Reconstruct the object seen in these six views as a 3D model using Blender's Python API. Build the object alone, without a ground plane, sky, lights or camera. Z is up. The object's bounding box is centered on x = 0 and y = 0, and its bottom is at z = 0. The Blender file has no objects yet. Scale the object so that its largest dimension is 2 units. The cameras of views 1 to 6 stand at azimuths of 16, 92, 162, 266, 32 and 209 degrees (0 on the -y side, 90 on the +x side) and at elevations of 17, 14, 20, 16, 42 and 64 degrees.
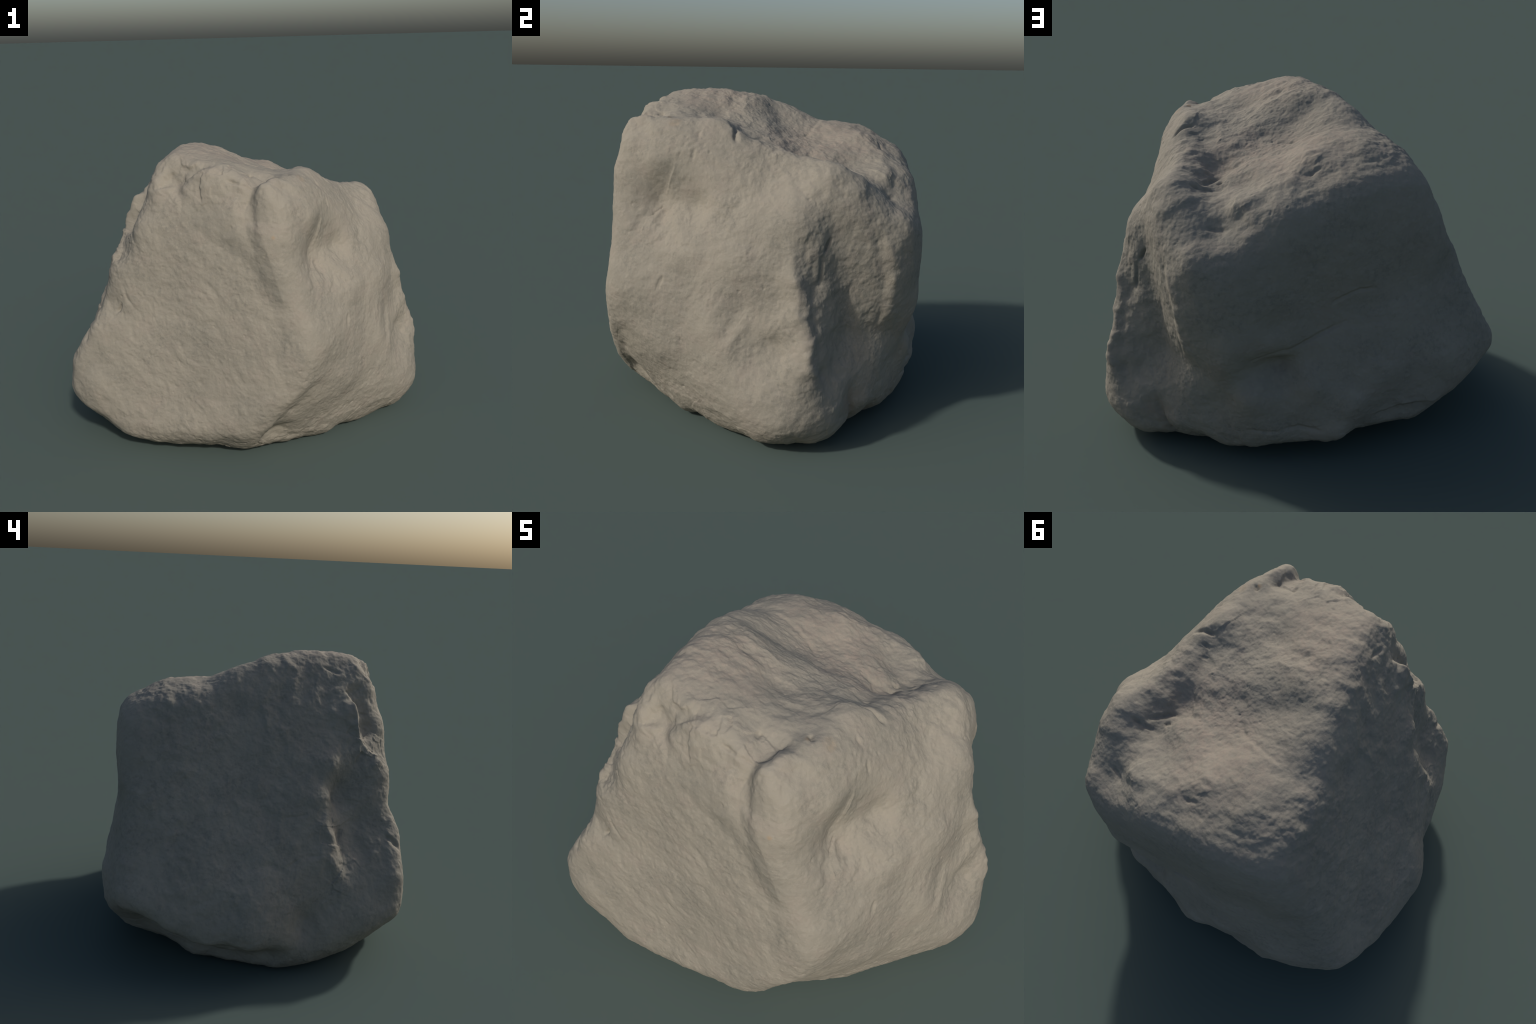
"""A weathered limestone boulder, built as one solid.

The body is a block cleft by about two dozen flat faces (FACETS) whose edges have been
rounded by weather.  Along it run broad furrows and one ridge (FURROWS), it bulges and dips
gently (SWELLS), and it carries ledges, cracks and pits (CRACKS, LEDGES, PITS).  Layered
noise gives the rough, pitted skin.
"""
import numpy as np

CENTRE = np.array([0.04, -0.06, 0.62])
EDGE_SHARPNESS = 24.0        # higher = crisper edges between the faces

# cleavage faces: compass azimuth (0 = -y, 90 = +x), elevation of the outward normal,
# distance of the face from CENTRE
FACETS = [
    (57.2, 76.8, 0.980),
    (126.2, 69.7, 0.830),
    (-158.5, 66.1, 0.972),
    (152.9, 45.0, 0.956),
    (-85.1, 33.6, 0.823),
    (82.1, 30.1, 0.850),
    (-98.1, 25.0, 0.817),
    (-75.8, 22.2, 0.815),
    (-9.4, 20.8, 0.880),
    (68.6, 13.0, 0.740),
    (-160.1, 9.9, 0.971),
    (115.4, 8.3, 0.918),
    (-0.1, 4.7, 0.738),
    (179.0, 1.3, 0.841),
    (147.0, -11.4, 0.916),
    (-78.9, -25.4, 1.091),
    (45.6, -28.5, 0.810),
    (-43.5, -43.4, 1.014),
    (97.5, -47.1, 1.033),
    (-127.8, -49.1, 0.968),
    (9.4, -53.9, 0.831),
    (-175.4, -74.4, 0.723),
    (180.0, -90.0, 0.620),
]

# long furrows (negative) and ridges (positive): width, height, course over the surface
FURROWS = [
    ("gully", 0.12, -0.055, [(0.75, 0.33, 0.95), (0.76, 0.38, 0.75), (0.76, 0.42, 0.52), (0.75, 0.43, 0.25), (0.74, 0.42, 0.05)]),
    ("hollow", 0.1, -0.023, [(0.53, -0.43, 1.20), (0.49, -0.50, 1.05), (0.50, -0.60, 0.92)]),
    ("notch", 0.05, -0.028, [(0.24, -0.60, 1.46), (0.25, -0.69, 1.38), (0.25, -0.70, 1.30)]),
    ("trough", 0.1, -0.023, [(0.28, -0.35, 1.47), (0.41, -0.05, 1.38), (0.42, 0.18, 1.27), (0.43, 0.33, 1.22), (0.46, 0.60, 1.14)]),
    ("saddle", 0.12, -0.039, [(-0.30, 0.26, 1.44), (0.12, 0.11, 1.38), (0.42, 0.20, 1.26)]),
    ("crest_ridge", 0.08, 0.033, [(0.48, -0.14, 1.42), (0.54, 0.20, 1.32), (0.60, 0.42, 1.22)]),
    ("left_groove", 0.08, -0.012, [(-0.36, -0.60, 1.30), (-0.50, -0.66, 1.00), (-0.60, -0.69, 0.75)]),
    ("back_hollow", 0.1, -0.020, [(0.56, 0.62, 0.30), (0.42, 0.74, 0.52), (0.22, 0.75, 0.55), (0.10, 0.75, 0.64), (-0.08, 0.77, 0.75)]),
    ("undercut", 0.09, -0.060, [(-0.86, 0.58, 0.28), (-0.84, 0.43, 0.18), (-0.87, 0.27, 0.13), (-0.89, 0.09, 0.09), (-0.94, -0.08, 0.10)]),
]

# gentle swells (positive) and hollows (negative): place, radius, height
SWELLS = [
    # crown
    ((-0.12, -0.28, 1.58), 0.09, 0.010),
    ((-0.14, -0.09, 1.56), 0.08, 0.014),
    ((-0.24, 0.05, 1.54), 0.08, -0.011),
    ((-0.15, 0.04, 1.53), 0.08, -0.024),
    ((0.13, -0.27, 1.52), 0.12, -0.036),
    ((0.21, -0.56, 1.51), 0.08, -0.027),
    ((-0.04, 0.05, 1.50), 0.09, -0.029),
    ((-0.13, -0.64, 1.49), 0.09, -0.011),
    ((-0.08, 0.14, 1.49), 0.13, -0.015),
    ((-0.17, -0.64, 1.47), 0.08, -0.039),
    ((0.36, -0.38, 1.47), 0.12, 0.024),
    ((0.13, 0.01, 1.46), 0.18, -0.016),
    ((0.16, -0.69, 1.45), 0.08, -0.029),
    ((0.39, -0.61, 1.45), 0.08, -0.016),
    ((0.23, -0.09, 1.45), 0.09, -0.014),
    ((0.30, -0.70, 1.44), 0.08, 0.017),
    ((0.38, -0.24, 1.44), 0.12, 0.036),
    ((0.38, -0.21, 1.43), 0.08, 0.029),
    ((-0.26, -0.65, 1.43), 0.08, 0.020),
    ((0.06, 0.26, 1.43), 0.13, -0.033),
    ((-0.22, 0.51, 1.40), 0.08, 0.025),
    ((-0.38, -0.55, 1.39), 0.08, -0.016),
    ((0.51, -0.26, 1.39), 0.09, -0.011),
    ((0.03, 0.48, 1.38), 0.09, 0.029),
    ((0.03, -0.71, 1.37), 0.09, -0.011),
    ((0.40, 0.21, 1.34), 0.08, -0.026),
    ((0.24, 0.39, 1.34), 0.26, -0.041),
    ((-0.46, -0.04, 1.34), 0.13, -0.009),
    ((0.27, 0.41, 1.33), 0.08, 0.012),
    ((-0.47, 0.10, 1.33), 0.08, -0.020),
    ((-0.43, -0.52, 1.31), 0.08, 0.016),
    ((0.16, 0.56, 1.31), 0.13, 0.014),
    ((0.53, 0.19, 1.30), 0.08, 0.026),
    ((0.34, 0.44, 1.30), 0.09, -0.034),
    ((0.54, -0.43, 1.29), 0.12, 0.018),
    ((0.47, 0.37, 1.28), 0.08, -0.032),
    ((0.56, 0.28, 1.27), 0.08, 0.026),
    ((0.51, -0.52, 1.27), 0.08, 0.023),
    ((0.53, 0.38, 1.26), 0.09, 0.018),
    ((0.65, -0.08, 1.24), 0.18, -0.017),
    ((0.65, 0.28, 1.24), 0.09, 0.041),
    ((0.36, -0.74, 1.23), 0.08, 0.017),
    ((0.38, 0.57, 1.23), 0.09, 0.023),
    ((0.67, 0.03, 1.23), 0.09, -0.022),
    ((-0.47, -0.52, 1.23), 0.09, -0.019),
    ((0.26, 0.68, 1.22), 0.12, 0.036),
    ((-0.32, -0.72, 1.20), 0.08, 0.015),
    ((0.13, -0.75, 1.19), 0.18, -0.012),
    ((0.70, 0.40, 1.18), 0.08, 0.010),
]
SWELLS += [
    # flanks
    ((-0.57, 0.13, 1.15), 0.18, -0.015),
    ((-0.44, -0.70, 1.14), 0.08, -0.017),
    ((0.59, -0.41, 1.13), 0.13, -0.023),
    ((0.47, -0.71, 1.13), 0.09, -0.013),
    ((0.62, -0.34, 1.12), 0.08, -0.039),
    ((0.54, 0.63, 1.12), 0.09, -0.017),
    ((0.55, -0.54, 1.11), 0.12, -0.057),
    ((0.78, 0.30, 1.09), 0.09, -0.010),
    ((0.78, 0.12, 1.07), 0.12, 0.030),
    ((-0.58, -0.40, 1.06), 0.09, 0.033),
    ((0.64, 0.66, 1.02), 0.08, 0.023),
    ((-0.55, -0.66, 1.01), 0.08, 0.019),
    ((-0.59, 0.62, 0.99), 0.08, -0.011),
    ((-0.21, -0.77, 0.97), 0.18, -0.020),
    ((-0.60, -0.53, 0.97), 0.12, -0.036),
    ((0.54, -0.65, 0.97), 0.09, 0.021),
    ((-0.68, 0.03, 0.95), 0.26, -0.026),
    ((-0.63, -0.46, 0.94), 0.08, -0.024),
    ((0.39, -0.77, 0.92), 0.12, -0.016),
    ((-0.68, -0.26, 0.91), 0.13, 0.013),
    ((0.67, -0.36, 0.89), 0.09, 0.020),
    ((0.77, -0.14, 0.85), 0.18, 0.044),
    ((-0.52, -0.77, 0.84), 0.08, -0.025),
    ((-0.58, 0.71, 0.84), 0.08, -0.024),
    ((-0.67, -0.48, 0.84), 0.13, -0.015),
    ((-0.35, 0.76, 0.82), 0.18, -0.039),
    ((0.86, 0.28, 0.82), 0.12, -0.027),
    ((-0.34, -0.78, 0.79), 0.18, -0.018),
    ((-0.67, -0.61, 0.77), 0.12, -0.030),
    ((0.10, 0.77, 0.77), 0.18, -0.030),
    ((-0.67, -0.61, 0.77), 0.08, -0.025),
    ((0.78, 0.49, 0.77), 0.13, -0.018),
    ((-0.78, 0.02, 0.75), 0.26, -0.008),
    ((0.67, -0.48, 0.74), 0.18, 0.026),
    ((0.61, -0.66, 0.72), 0.12, 0.025),
    ((0.32, 0.77, 0.72), 0.08, -0.022),
    ((0.88, 0.09, 0.71), 0.09, -0.014),
    ((-0.59, -0.78, 0.70), 0.08, 0.014),
    ((-0.72, -0.56, 0.67), 0.08, -0.027),
    ((0.87, 0.32, 0.67), 0.08, -0.014),
    ((-0.62, 0.72, 0.66), 0.18, -0.030),
    ((0.84, -0.07, 0.65), 0.12, -0.014),
    ((0.82, 0.45, 0.62), 0.18, -0.035),
    ((0.51, 0.73, 0.61), 0.08, 0.016),
    ((0.79, -0.23, 0.61), 0.12, 0.028),
    ((-0.80, 0.43, 0.60), 0.18, -0.013),
    ((-0.85, 0.09, 0.59), 0.08, -0.013),
    ((-0.75, -0.57, 0.59), 0.13, -0.014),
    ((-0.72, -0.77, 0.54), 0.18, 0.012),
    ((0.89, 0.34, 0.53), 0.08, -0.018),
    ((-0.73, -0.74, 0.53), 0.08, 0.024),
    ((0.40, 0.76, 0.52), 0.08, -0.026),
    ((0.63, -0.65, 0.51), 0.12, -0.022),
    ((0.18, 0.78, 0.51), 0.09, -0.022),
    ((0.53, 0.71, 0.51), 0.09, 0.015),
    ((0.74, 0.55, 0.50), 0.18, -0.031),
    ((0.93, 0.08, 0.50), 0.08, -0.037),
    ((0.74, 0.56, 0.50), 0.08, -0.020),
    ((-0.87, 0.33, 0.50), 0.18, 0.021),
    ((0.85, -0.19, 0.49), 0.12, 0.018),
    ((0.30, 0.78, 0.48), 0.08, -0.039),
    ((0.30, 0.78, 0.48), 0.08, -0.039),
    ((0.95, 0.22, 0.47), 0.08, 0.020),
    ((0.65, 0.62, 0.47), 0.09, -0.016),
    ((0.86, 0.41, 0.46), 0.12, -0.040),
]
SWELLS += [
    # foot
    ((0.91, -0.03, 0.45), 0.12, -0.026),
    ((-0.92, -0.04, 0.45), 0.12, 0.029),
    ((0.39, 0.75, 0.44), 0.09, -0.044),
    ((-0.49, 0.78, 0.42), 0.12, 0.029),
    ((-0.17, 0.79, 0.42), 0.12, 0.039),
    ((0.16, 0.78, 0.42), 0.08, 0.028),
    ((-0.11, -0.81, 0.42), 0.26, -0.012),
    ((-0.91, -0.18, 0.42), 0.13, -0.014),
    ((-0.88, -0.38, 0.40), 0.12, -0.027),
    ((-0.58, -0.82, 0.40), 0.09, 0.026),
    ((0.43, 0.73, 0.38), 0.08, 0.034),
    ((0.26, 0.78, 0.38), 0.09, -0.021),
    ((-0.89, 0.55, 0.37), 0.12, 0.020),
    ((0.90, 0.35, 0.37), 0.08, -0.032),
    ((0.76, -0.39, 0.34), 0.12, -0.028),
    ((0.92, -0.08, 0.32), 0.13, 0.019),
    ((0.81, 0.47, 0.31), 0.08, 0.015),
    ((-0.02, 0.79, 0.31), 0.09, 0.051),
    ((0.86, -0.22, 0.29), 0.12, -0.011),
    ((0.32, 0.76, 0.29), 0.08, -0.018),
    ((-0.88, -0.49, 0.29), 0.09, -0.011),
    ((-0.92, -0.30, 0.28), 0.12, -0.037),
    ((-0.94, -0.28, 0.28), 0.08, -0.034),
    ((-0.98, 0.01, 0.28), 0.09, 0.017),
    ((-0.64, -0.81, 0.26), 0.08, 0.009),
    ((-0.97, 0.27, 0.26), 0.08, -0.013),
    ((0.83, 0.43, 0.23), 0.08, -0.021),
    ((-0.77, 0.55, 0.22), 0.09, -0.034),
    ((-0.99, 0.10, 0.22), 0.09, -0.019),
    ((-0.25, 0.79, 0.21), 0.08, -0.018),
    ((0.24, 0.77, 0.19), 0.08, -0.022),
    ((0.76, 0.48, 0.18), 0.08, 0.033),
    ((0.03, 0.79, 0.17), 0.08, 0.036),
    ((-0.70, 0.55, 0.17), 0.09, -0.018),
    ((-0.59, -0.77, 0.16), 0.08, -0.016),
    ((0.29, 0.75, 0.15), 0.08, -0.008),
    ((0.35, -0.68, 0.15), 0.08, -0.040),
    ((-0.59, 0.62, 0.13), 0.08, 0.026),
    ((-0.06, 0.77, 0.13), 0.09, -0.016),
    ((-0.36, 0.75, 0.12), 0.08, 0.016),
    ((-0.91, 0.09, 0.10), 0.08, -0.024),
    ((0.59, -0.40, 0.08), 0.12, 0.023),
    ((0.61, 0.51, 0.06), 0.08, -0.036),
    ((-0.73, 0.30, 0.06), 0.08, 0.025),
    ((0.16, -0.67, 0.05), 0.08, 0.019),
    ((0.81, -0.09, 0.03), 0.08, -0.018),
    ((0.60, -0.32, 0.03), 0.08, -0.021),
]

# scarps: course over the surface, direction of the side that stands higher, height of the
# step, half width of the scarp, distance over which the step fades out
LEDGES = [
    # broken front corner of the top
    ([(0.26, -0.60, 1.48), (0.30, -0.56, 1.48), (0.34, -0.49, 1.485), (0.41, -0.40, 1.48)], (0.8, -0.6, 0.0), 0.024, 0.060, 0.08),
    ([(-0.29, -0.66, 1.42), (-0.187, -0.63, 1.45), (-0.10, -0.621, 1.455), (0.0, -0.62, 1.53), (0.06, -0.575, 1.55)], (0.1, -0.5, -0.8), 0.028, 0.025, 0.09),
    # long diagonal band on the front and the edge of the round hollow beside it
    ([(-0.02, -0.715, 1.29), (0.147, -0.744, 1.19), (0.266, -0.76, 1.09), (0.392, -0.762, 0.911)], (0.7, 0.0, 0.7), 0.012, 0.060, 0.12),
    ([(0.55, -0.40, 1.33), (0.494, -0.50, 1.076), (0.503, -0.566, 1.014), (0.56, -0.585, 0.90)], (0.9, 0.4, 0.0), 0.022, 0.035, 0.10),
    # crease between the front bulge and the lower belt
    ([(0.16, -0.68, 0.03), (0.384, -0.768, 0.30), (0.494, -0.752, 0.411), (0.57, -0.71, 0.52)], (-0.7, -0.5, 0.6), 0.024, 0.045, 0.10),
    ([(0.84, -0.05, 0.70), (0.864, -0.15, 0.55), (0.86, -0.20, 0.47), (0.79, -0.31, 0.39)], (0.3, 0.9, -0.3), 0.016, 0.040, 0.10),
    # sharp rib and far bank of the gully
    ([(0.835, 0.13, 1.02), (0.848, 0.157, 0.90), (0.872, 0.196, 0.758), (0.909, 0.20, 0.649), (0.922, 0.235, 0.563), (0.95, 0.225, 0.469), (0.946, 0.265, 0.357), (0.95, 0.285, 0.16)], (0.2, -1.0, 0.0), 0.042, 0.040, 0.10),
    ([(0.70, 0.50, 1.05), (0.712, 0.55, 0.90), (0.705, 0.58, 0.78), (0.68, 0.565, 0.62), (0.67, 0.55, 0.50)], (-0.5, 0.9, 0.0), 0.024, 0.030, 0.09),
    # torn pocket high on the left edge
    ([(-0.36, -0.47, 1.44), (-0.387, -0.515, 1.368), (-0.418, -0.543, 1.297), (-0.46, -0.565, 1.218), (-0.50, -0.60, 1.13)], (-0.6, 0.8, 0.0), 0.085, 0.016, 0.11),
    ([(-0.47, -0.58, 1.16), (-0.496, -0.61, 1.125), (-0.482, -0.66, 1.10), (-0.507, -0.70, 1.03)], (-0.3, 0.0, -1.0), 0.030, 0.012, 0.09),
    # gouge down the left face
    ([(-0.59, -0.43, 1.00), (-0.63, -0.41, 0.92), (-0.66, -0.395, 0.834), (-0.692, -0.41, 0.756), (-0.737, -0.437, 0.661), (-0.763, -0.455, 0.588), (-0.80, -0.475, 0.48)], (-0.2, 1.0, 0.1), 0.050, 0.050, 0.12),
    # chipped undercut low on the left and on the back
    ([(-0.72, 0.75, 0.34), (-0.80, 0.66, 0.33), (-0.902, 0.496, 0.30), (-0.91, 0.40, 0.25), (-0.93, 0.28, 0.21), (-0.98, 0.15, 0.23), (-0.96, 0.01, 0.20), (-0.91, -0.15, 0.12)], (0.0, 0.0, 1.0), 0.020, 0.030, 0.10),
    ([(-0.10, 0.79, 0.20), (-0.277, 0.79, 0.215), (-0.377, 0.79, 0.225), (-0.52, 0.77, 0.20)], (0.0, 0.2, 1.0), 0.028, 0.014, 0.08),
    # long crease behind the crest of the top
    ([(0.30, -0.40, 1.475), (0.40, -0.16, 1.43), (0.395, -0.05, 1.385), (0.42, 0.15, 1.28), (0.43, 0.32, 1.23)], (1.0, 0.1, 0.2), 0.018, 0.050, 0.08),
    # bright sloping panel of the top
    ([(0.46, 0.52, 1.19), (0.415, 0.579, 1.18), (0.33, 0.611, 1.235), (0.228, 0.622, 1.29), (0.148, 0.624, 1.306), (0.066, 0.57, 1.342), (-0.05, 0.49, 1.39)], (0.0, -1.0, 0.3), 0.022, 0.035, 0.09),
]

# straight-sided notches (positive) and sharp edges (negative): course, half width, depth
NOTCHES = [
    ([(0.22, -0.76, 1.36), (0.232, -0.70, 1.42), (0.24, -0.645, 1.46), (0.28, -0.57, 1.48), (0.31, -0.50, 1.49)], 0.060, 0.024),
    ([(0.26, -0.73, 1.40), (0.285, -0.69, 1.47), (0.33, -0.62, 1.485), (0.38, -0.53, 1.485)], 0.050, -0.006),
    ([(0.27, -0.72, 1.42), (0.30, -0.76, 1.30), (0.35, -0.77, 1.15), (0.40, -0.78, 1.00), (0.44, -0.78, 0.85)], 0.070, -0.014),
]

# cracks and slots: course, half width, depth
CRACKS = [
    ([(0.109, -0.654, 1.49), (0.178, -0.658, 1.466), (0.239, -0.66, 1.45)], 0.008, 0.012),
    ([(0.203, -0.567, 1.484), (0.20, -0.528, 1.493)], 0.010, 0.014),
    ([(-0.455, -0.75, 0.834), (-0.477, -0.755, 0.795)], 0.008, 0.016),
    ([(-0.439, -0.749, 0.943), (-0.421, -0.754, 0.876), (-0.337, -0.767, 0.782)], 0.010, 0.007),
    ([(0.683, -0.48, 0.774), (0.686, -0.496, 0.71)], 0.006, 0.006),
    ([(0.672, -0.485, 0.765), (0.675, -0.502, 0.70)], 0.006, 0.005),
    ([(0.43, -0.15, 1.43), (0.47, -0.148, 1.42), (0.52, -0.143, 1.385)], 0.012, 0.020),
    ([(0.355, -0.455, 1.492), (0.375, -0.48, 1.475)], 0.010, 0.014),
    ([(0.769, 0.303, 0.987), (0.791, 0.275, 0.928)], 0.009, 0.020),
    ([(0.802, 0.261, 0.898), (0.816, 0.258, 0.79)], 0.010, 0.014),
    ([(0.784, 0.402, 0.254), (0.75, 0.41, 0.16), (0.718, 0.413, 0.06)], 0.018, 0.015),
    ([(0.425, 0.749, 0.552), (0.179, 0.738, 0.602), (0.056, 0.749, 0.65), (-0.029, 0.764, 0.68)], 0.010, 0.012),
    ([(0.041, 0.76, 0.775), (0.015, 0.762, 0.794), (-0.082, 0.763, 0.827), (-0.158, 0.763, 0.825)], 0.008, 0.009),
    ([(0.426, 0.695, 0.198), (0.309, 0.732, 0.184), (0.217, 0.755, 0.202), (0.121, 0.786, 0.181)], 0.009, 0.010),
    ([(-0.31, -0.376, 1.533), (-0.319, -0.42, 1.519), (-0.324, -0.46, 1.502)], 0.010, 0.016),
    ([(-0.626, -0.425, 0.934), (-0.64, -0.43, 0.873)], 0.016, 0.014),
    ([(-0.713, -0.16, 0.813), (-0.704, -0.223, 0.818), (-0.693, -0.272, 0.826)], 0.008, 0.009),
    ([(-0.829, -0.177, 0.593), (-0.805, -0.245, 0.634), (-0.774, -0.354, 0.635)], 0.010, 0.007),
    ([(-0.65, -0.70, 0.705), (-0.667, -0.785, 0.641)], 0.014, 0.022),
    ([(-0.975, 0.10, 0.19), (-0.95, 0.0, 0.15), (-0.92, -0.12, 0.08)], 0.008, 0.010),
    ([(0.536, 0.343, 1.258), (0.481, 0.343, 1.235), (0.435, 0.335, 1.229)], 0.010, 0.014),
    ([(0.411, 0.30, 1.248), (0.39, 0.28, 1.255)], 0.010, 0.012),
    ([(0.536, 0.571, 1.131), (0.464, 0.612, 1.128)], 0.012, 0.016),
    ([(0.083, 0.597, 1.326), (0.021, 0.577, 1.341)], 0.010, 0.012),
    ([(0.421, -0.16, 1.432), (0.422, -0.14, 1.43)], 0.022, 0.020),
    ([(0.415, -0.11, 1.41), (0.42, -0.09, 1.40)], 0.018, 0.018),
    ([(0.393, -0.06, 1.38), (0.393, -0.04, 1.38)], 0.014, 0.012),
    ([(0.483, -0.327, 1.441), (0.507, -0.322, 1.407)], 0.012, 0.006),
    ([(0.542, -0.342, 1.339), (0.554, -0.347, 1.305)], 0.010, 0.007),
    ([(-0.189, -0.603, 1.508), (-0.195, -0.618, 1.478)], 0.010, 0.010),
    ([(0.26, 0.20, 1.30), (0.40, 0.23, 1.25), (0.47, 0.30, 1.235)], 0.012, 0.012),
    ([(-0.20, 0.27, 1.43), (0.0, 0.22, 1.40), (0.12, 0.11, 1.38)], 0.012, 0.010),
]

# stains and other tinted patches: place, radius, colour, strength
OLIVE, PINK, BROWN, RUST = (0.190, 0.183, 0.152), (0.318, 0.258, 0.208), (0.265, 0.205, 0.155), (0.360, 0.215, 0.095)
STAINS = [
    ((0.00, -0.70, 1.30), 0.12, OLIVE, 0.55), ((0.14, -0.74, 1.17), 0.12, OLIVE, 0.50),
    ((0.26, -0.76, 1.06), 0.12, OLIVE, 0.50), ((0.36, -0.76, 0.96), 0.10, OLIVE, 0.50),
    ((-0.10, -0.75, 0.95), 0.15, OLIVE, 0.25),
    ((0.52, -0.44, 1.24), 0.12, OLIVE, 0.50), ((0.52, -0.20, 1.36), 0.09, OLIVE, 0.35),  # first patch: hollow tinted darker, partly for its ambient occlusion
    ((0.05, 0.35, 1.40), 0.35, PINK, 0.55), ((0.30, 0.15, 1.35), 0.25, PINK, 0.55), ((-0.1, -0.30, 1.57), 0.30, PINK, 0.50),
    ((0.432, -0.44, 1.459), 0.035, RUST, 0.25), ((0.36, -0.478, 1.486), 0.018, RUST, 0.45),
    ((0.362, -0.754, 1.236), 0.016, RUST, 0.75),
    ((0.785, 0.40, 0.22), 0.10, BROWN, 0.55), ((0.76, 0.41, 0.10), 0.08, BROWN, 0.45),
    ((-0.72, -0.43, 0.70), 0.16, BROWN, 0.15), ((-0.90, -0.25, 0.30), 0.20, BROWN, 0.22),
    ((0.60, 0.685, 0.62), 0.06, BROWN, 0.25), ((0.56, 0.685, 0.53), 0.07, BROWN, 0.30), ((0.54, 0.68, 0.45), 0.06, BROWN, 0.25), ((0.51, 0.68, 0.35), 0.06, BROWN, 0.25),
    ((-0.50, 0.45, 1.25), 0.10, OLIVE, 0.55), ((-0.73, 0.52, 0.70), 0.14, OLIVE, 0.30), ((-0.82, 0.36, 0.60), 0.12, OLIVE, 0.50),
]


# ---------------------------------------------------------------- noise
def _hash(ix, iy, iz, seed):
    h = (ix * 374761393 + iy * 668265263 + iz * 2147483647 + seed * 1274126177) & 0xFFFFFFFF
    h = ((h ^ (h >> 13)) * 1274126177) & 0xFFFFFFFF
    h = ((h ^ (h >> 16)) * 2246822519) & 0xFFFFFFFF
    return h ^ (h >> 15)


def gradient_noise(p, seed):
    """Perlin-style noise, about -0.7 .. 0.7"""
    i = np.floor(p).astype(np.int64)
    f = p - i
    u = f * f * f * (f * (f * 6 - 15) + 10)
    out = np.zeros(len(p))
    for dx in (0, 1):
        for dy in (0, 1):
            for dz in (0, 1):
                h = _hash(i[:, 0] + dx, i[:, 1] + dy, i[:, 2] + dz, seed)
                gx = (h & 1023) / 511.5 - 1.0
                gy = ((h >> 10) & 1023) / 511.5 - 1.0
                gz = ((h >> 20) & 1023) / 511.5 - 1.0
                w = ((u[:, 0] if dx else 1 - u[:, 0]) * (u[:, 1] if dy else 1 - u[:, 1])
                     * (u[:, 2] if dz else 1 - u[:, 2]))
                out += w * (gx * (f[:, 0] - dx) + gy * (f[:, 1] - dy) + gz * (f[:, 2] - dz))
    return out


def layered_noise(p, scale, octaves, seed, ridged=False):
    total, weight = np.zeros(len(p)), 0.0
    for o in range(octaves):
        v = gradient_noise(p * scale * 2.03 ** o + 17.3 * o, seed + o)
        if ridged:
            v = 0.35 - np.abs(v)
        total += v * 0.5 ** o
        weight += 0.5 ** o
    return total / weight


# ---------------------------------------------------------------- the big form
def block_radius(d):
    """Distance from CENTRE to the weathered block in the unit directions d"""
    a, e = np.radians([f[0] for f in FACETS]), np.radians([f[1] for f in FACETS])
    n = np.stack([np.cos(e) * np.sin(a), -np.cos(e) * np.cos(a), np.sin(e)], -1)
    s = np.maximum(d @ n.T / np.array([f[2] for f in FACETS]), 1e-6)
    return 1.0 / (s ** EDGE_SHARPNESS).sum(-1) ** (1.0 / EDGE_SHARPNESS)


def on_block(points):
    q = np.asarray(points, float) - CENTRE
    d = q / np.linalg.norm(q, axis=-1, keepdims=True)
    return CENTRE + d * block_radius(d)[..., None]


def along(p, course):
    """Distance of the points p from a polyline, and the position 0..1 along it"""
    course = np.asarray(course, float)
    best, where = np.full(p.shape[:-1], 9.0), np.zeros(p.shape[:-1])
    n = len(course) - 1
    for i in range(n):
        a, ab = course[i], course[i + 1] - course[i]
        t = np.clip(((p - a) @ ab) / max(ab @ ab, 1e-12), 0, 1)
        dist = np.linalg.norm(p - a - t[..., None] * ab, axis=-1)
        near = dist < best
        best, where = np.where(near, dist, best), np.where(near, (i + t) / n, where)
    return best, where


def form_radius(d):
    r = block_radius(d)
    p = CENTRE + d * r[..., None]
    for _, width, height, course in FURROWS:
        r = r + height * np.exp(-(along(p, on_block(course))[0] / width) ** 2)
    for place, radius, height in SWELLS:
        r = r + height * np.exp(-(np.linalg.norm(p - np.array(place), axis=-1) / radius) ** 2)
    return r


# ---------------------------------------------------------------- relief of the skin
def smoothstep(x, a, b):
    t = np.clip((x - a) / (b - a), 0, 1)
    return t * t * (3 - 2 * t)


def on_form(points):
    q = np.asarray(points, float) - CENTRE
    d = q / np.linalg.norm(q, axis=-1, keepdims=True)
    return CENTRE + d * form_radius(d)[..., None]


def near_course(p, course, margin):
    c = on_form(course)
    return ((p > c.min(0) - margin) & (p < c.max(0) + margin)).all(1)


def signed_along(p, course, high_side):
    """Distance from a polyline, positive on its high side, and the position 0..1 along it"""
    best, sign, where = np.full(len(p), 9.0), np.ones(len(p)), np.zeros(len(p))
    n = len(course) - 1
    for i in range(n):
        a, ab = course[i], course[i + 1] - course[i]
        t = np.clip(((p - a) @ ab) / (ab @ ab), 0, 1)
        off = p - a - t[:, None] * ab
        dist = np.linalg.norm(off, axis=1)
        near = dist < best
        across = high_side - ab * (high_side @ ab) / (ab @ ab)
        best = np.where(near, dist, best)
        sign = np.where(near, np.where(off @ across > 0, 1.0, -1.0), sign)
        where = np.where(near, (i + t) / n, where)
    return best * sign, where


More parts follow.
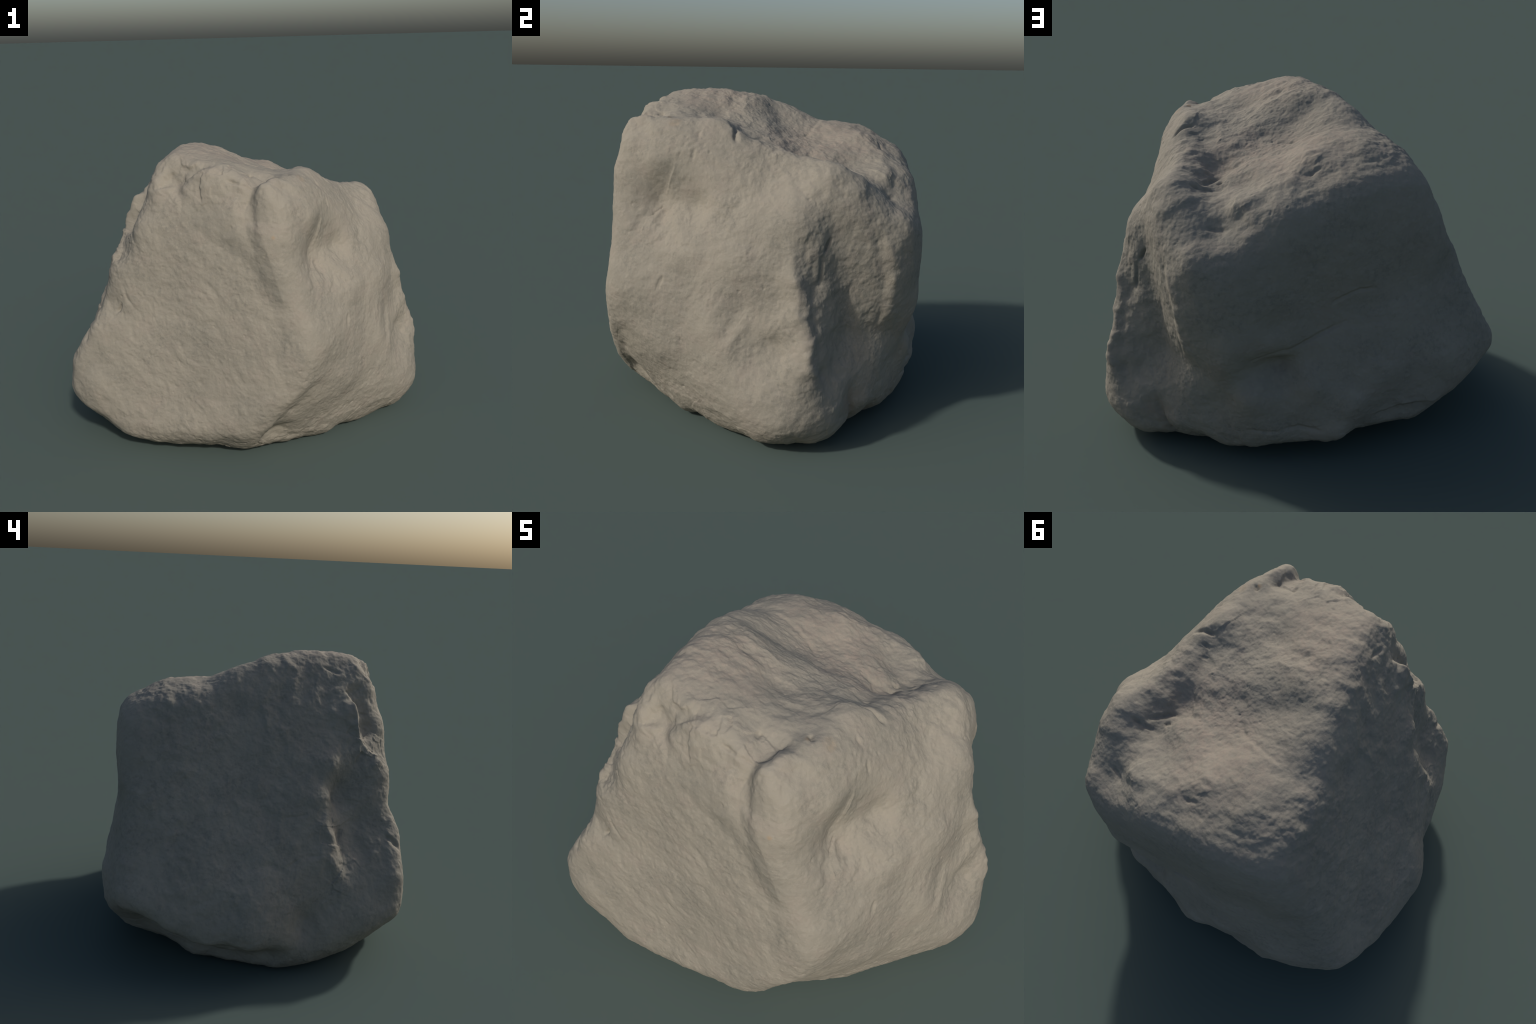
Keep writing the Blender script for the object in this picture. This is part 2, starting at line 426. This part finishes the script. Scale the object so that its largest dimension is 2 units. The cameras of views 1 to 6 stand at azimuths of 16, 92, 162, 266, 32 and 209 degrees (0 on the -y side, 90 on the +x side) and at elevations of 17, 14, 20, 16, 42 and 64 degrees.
def chips(p, scale, seed):
    """Broken facets: cells of random tilt that meet in small steps, about -0.5 .. 0.5"""
    q = p * scale
    base = np.floor(q).astype(np.int64)
    best, out = np.full(len(p), 9.0), np.zeros(len(p))
    for dx in (-1, 0, 1):
        for dy in (-1, 0, 1):
            for dz in (-1, 0, 1):
                c = base + (dx, dy, dz)
                h = _hash(c[:, 0], c[:, 1], c[:, 2], seed)
                g = _hash(c[:, 0], c[:, 1], c[:, 2], seed + 1)
                off = q - c - np.stack([(h & 1023) / 1023, ((h >> 10) & 1023) / 1023, ((h >> 20) & 1023) / 1023], -1)
                tilt = np.stack([(g & 1023) / 511.5 - 1, ((g >> 10) & 1023) / 511.5 - 1, ((g >> 20) & 1023) / 511.5 - 1], -1)
                dist = (off ** 2).sum(1)
                near = dist < best
                best = np.where(near, dist, best)
                out = np.where(near, 0.6 * (off * tilt).sum(1) + 0.1 * tilt[:, 0], out)
    return out


def skin(p, normal):
    """Height of the skin over the big form, in metres, measured along the normal"""
    warp = np.stack([layered_noise(p, 4.0, 2, 50 + 7 * k) for k in range(3)], -1)
    q = p + 0.05 * warp
    # rougher where frost has bitten: the top, and the side that holds the gully
    rough = smoothstep(normal[:, 2], 0.05, 0.55)
    gully_side = np.exp(-(np.linalg.norm((p - (0.78, 0.40, 0.85)) / (0.30, 0.32, 0.45), axis=1)) ** 2)
    rough = np.clip(rough + 0.45 * gully_side, 0, 1)
    rough *= 0.45 + 0.75 * smoothstep(layered_noise(p, 3.2, 2, 61), -0.12, 0.16)
    foot = 1 - smoothstep(p[:, 2], 0.08, 0.35)
    gouge = np.exp(-(np.linalg.norm((p - (-0.74, -0.44, 0.66)) / (0.16, 0.10, 0.24), axis=1)) ** 2)
    corner = np.exp(-(np.linalg.norm((p - (0.02, -0.60, 1.47)) / (0.34, 0.12, 0.12), axis=1)) ** 2)
    pocket = np.exp(-(np.linalg.norm((p - (-0.45, -0.60, 1.20)) / (0.14, 0.12, 0.26), axis=1)) ** 2)
    chipped = np.clip(foot + gouge + corner + pocket, 0, 1)
    broken_off = np.clip(0.2 * foot + 0.6 * gouge + 0.9 * corner + pocket, 0, 1)
    h = 0.005 * layered_noise(q, 6.0, 2, 3) + 0.016 * foot * layered_noise(q, 7.0, 2, 5)
    h += (0.004 + 0.014 * rough) * layered_noise(q * (0.8, 1.2, 1.2), 9.0, 2, 7)
    h += 0.010 * chipped * layered_noise(q, 10.0, 3, 13, ridged=True)
    part = np.flatnonzero(broken_off > 0.03)
    h[part] += broken_off[part] * (0.026 * chips(q[part], 7.5, 41) + 0.010 * chips(q[part], 17.0, 43))
    h += (0.006 + 0.003 * rough) * layered_noise(q, 22.0, 3, 11)
    h += (0.0018 + 0.0016 * rough) * layered_noise(p, 55.0, 2, 23)
    # the front face is combed by short dents that run down to the right
    front = smoothstep(-normal[:, 1], 0.45, 0.8)
    fall = np.array([0.62, 0.0, -0.78])
    stretched = q - 0.62 * (q @ fall)[:, None] * fall
    h += 0.0045 * front * layered_noise(stretched, 19.0, 2, 67)
    pits = layered_noise(q, 30.0, 2, 31)
    h -= 0.004 * smoothstep(pits, 0.25, 0.60)
    jitter = p + 0.012 * warp + 0.006 * np.stack([layered_noise(p, 24.0, 2, 90 + k) for k in range(3)], -1)
    broken = np.clip(0.85 + 1.6 * layered_noise(p, 9.0, 2, 77), 0.15, 1.5)
    for course, high_side, height, half, fade in LEDGES:
        part = np.flatnonzero(near_course(p, course, 2.5 * fade))
        s, t = signed_along(jitter[part], on_form(course), np.array(high_side))
        step = smoothstep(s, -half, half)
        taper = smoothstep(t, 0.0, 0.25) * (1 - smoothstep(t, 0.75, 1.0)) * broken[part]
        h[part] += height * taper * np.exp(-(s / fade) ** 2) * (step - 0.45)
    for course, width, depth in NOTCHES:        # straight-sided V cuts; negative depth: sharp edges
        part = np.flatnonzero(near_course(p, course, width + 0.05))
        dist, t = along(p[part] + 0.35 * (jitter[part] - p[part]), on_form(course))
        h[part] -= depth * np.clip(1 - dist / width, 0, 1) * np.clip(6 * t * (1 - t) + 0.15, 0, 1)
    for course, width, depth in CRACKS:
        part = np.flatnonzero(near_course(p, course, 4 * width + 0.04))
        dist, t = along(jitter[part], on_form(course))
        h[part] -= depth * np.exp(-(dist / width) ** 2) * np.clip(4 * t * (1 - t) + 0.3, 0, 1) * broken[part]
    return h


# ---------------------------------------------------------------- build
import bpy
import bmesh


def stone_material():
    m = bpy.data.materials.new("weathered_limestone")
    m.use_nodes = True
    nt = m.node_tree
    nt.nodes.clear()
    N, L = nt.nodes.new, nt.links.new
    out = N("ShaderNodeOutputMaterial")
    bsdf = N("ShaderNodeBsdfPrincipled")
    bsdf.inputs["Roughness"].default_value = 0.92
    bsdf.inputs["Specular IOR Level"].default_value = 0.15
    L(bsdf.outputs[0], out.inputs[0])
    co = N("ShaderNodeTexCoord")

    def noise(scale, detail=5.0, rough=0.6):
        n = N("ShaderNodeTexNoise")
        n.inputs["Scale"].default_value, n.inputs["Detail"].default_value = scale, detail
        n.inputs["Roughness"].default_value = rough
        L(co.outputs["Object"], n.inputs["Vector"])
        return n.outputs["Fac"]

    def ramp(fac, lo, hi):
        r = N("ShaderNodeMapRange")
        r.inputs["From Min"].default_value, r.inputs["From Max"].default_value = lo, hi
        r.clamp = True
        L(fac, r.inputs["Value"])
        return r.outputs["Result"]

    def mix(a, b, fac, strength):
        x = N("ShaderNodeMix")
        x.data_type = "RGBA"
        mul = N("ShaderNodeMath")
        mul.operation = "MULTIPLY"
        mul.inputs[1].default_value = strength
        L(fac, mul.inputs[0])
        L(mul.outputs[0], x.inputs["Factor"])
        for v, s in ((a, x.inputs["A"]), (b, x.inputs["B"])):
            if isinstance(v, tuple):
                s.default_value = (*v, 1)
            else:
                L(v, s)
        return x.outputs["Result"]

    def near(place, radius, ragged=0.6):
        """1 at the place, falling to 0 at the radius, with a ragged outline"""
        dist = N("ShaderNodeVectorMath")
        dist.operation = "DISTANCE"
        L(co.outputs["Object"], dist.inputs[0])
        dist.inputs[1].default_value = place
        add = N("ShaderNodeMath")
        add.operation = "MULTIPLY_ADD"
        L(ragged_noise, add.inputs[0])
        add.inputs[1].default_value = radius * ragged * 2
        sub = N("ShaderNodeMath")
        sub.operation = "SUBTRACT"
        L(dist.outputs["Value"], sub.inputs[0])
        sub.inputs[1].default_value = radius * ragged
        L(sub.outputs[0], add.inputs[2])
        out = N("ShaderNodeMath")
        out.operation = "MULTIPLY"
        L(ramp(add.outputs[0], radius, radius * 0.3), out.inputs[0])
        L(mottle, out.inputs[1])
        return out.outputs[0]

    ragged_noise = noise(14.0, 4.0, 0.65)
    mottle = ramp(noise(32.0, 5.0, 0.7), 0.34, 0.62)
    c = mix((0.289, 0.263, 0.214), (0.253, 0.233, 0.191), ramp(noise(2.6, 3.0), 0.38, 0.62), 0.9)
    c = mix(c, (0.285, 0.248, 0.205), ramp(noise(9.0, 4.0, 0.6), 0.50, 0.70), 0.55)
    c = mix(c, (0.314, 0.289, 0.236), ramp(noise(16.0, 4.0, 0.6), 0.54, 0.72), 0.5)
    speck = N("ShaderNodeMath")
    speck.operation = "MULTIPLY"
    L(ramp(noise(5.0, 3.0, 0.6), 0.44, 0.62), speck.inputs[0])
    L(ramp(noise(48.0, 5.0, 0.7), 0.46, 0.66), speck.inputs[1])
    c = mix(c, (0.160, 0.155, 0.132), speck.outputs[0], 0.48)
    grain = N("ShaderNodeMath")
    grain.operation = "MULTIPLY"
    L(ramp(noise(27.0, 5.0, 0.74), 0.50, 0.62), grain.inputs[0])
    L(near((-0.70, 0.35, 0.75), 0.85, 0.8), grain.inputs[1])
    c = mix(c, (0.170, 0.165, 0.142), grain.outputs[0], 0.60)
    c = mix(c, (0.338, 0.307, 0.249), ramp(noise(70.0, 3.0, 0.6), 0.55, 0.75), 0.35)
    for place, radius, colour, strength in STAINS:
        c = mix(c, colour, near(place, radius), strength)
    L(c, bsdf.inputs["Base Color"])
    bump = N("ShaderNodeBump")
    bump.inputs["Strength"].default_value = 0.55
    bump.inputs["Distance"].default_value = 0.004
    L(noise(75.0, 5.0, 0.65), bump.inputs["Height"])
    L(bump.outputs[0], bsdf.inputs["Normal"])
    return m


def build():
    bm = bmesh.new()
    bmesh.ops.create_icosphere(bm, subdivisions=9, radius=1.0)
    me = bpy.data.meshes.new("boulder")
    bm.to_mesh(me)
    bm.free()
    n = len(me.vertices)
    d = np.empty(n * 3)
    me.vertices.foreach_get("co", d)
    d = d.reshape(-1, 3)
    d /= np.linalg.norm(d, axis=1, keepdims=True)
    p = CENTRE + d * form_radius(d)[:, None]
    me.vertices.foreach_set("co", p.ravel())
    me.update()
    normal = np.empty(n * 3, np.float32)
    me.vertices.foreach_get("normal", normal)
    normal = normal.reshape(-1, 3).astype(float)
    p = p + normal * skin(p, normal)[:, None]
    p[:, 2] = np.maximum(p[:, 2], 0.0)      # it stands on the ground
    me.vertices.foreach_set("co", p.ravel())
    me.polygons.foreach_set("use_smooth", np.ones(len(me.polygons), bool))
    me.update()
    me.materials.append(stone_material())
    ob = bpy.data.objects.new("boulder", me)
    bpy.context.scene.collection.objects.link(ob)
    ob["label"] = "rough grey-beige boulder with flat cleft faces and a furrowed top"
    ob["category"] = "boulder rock"
    return ob


build()
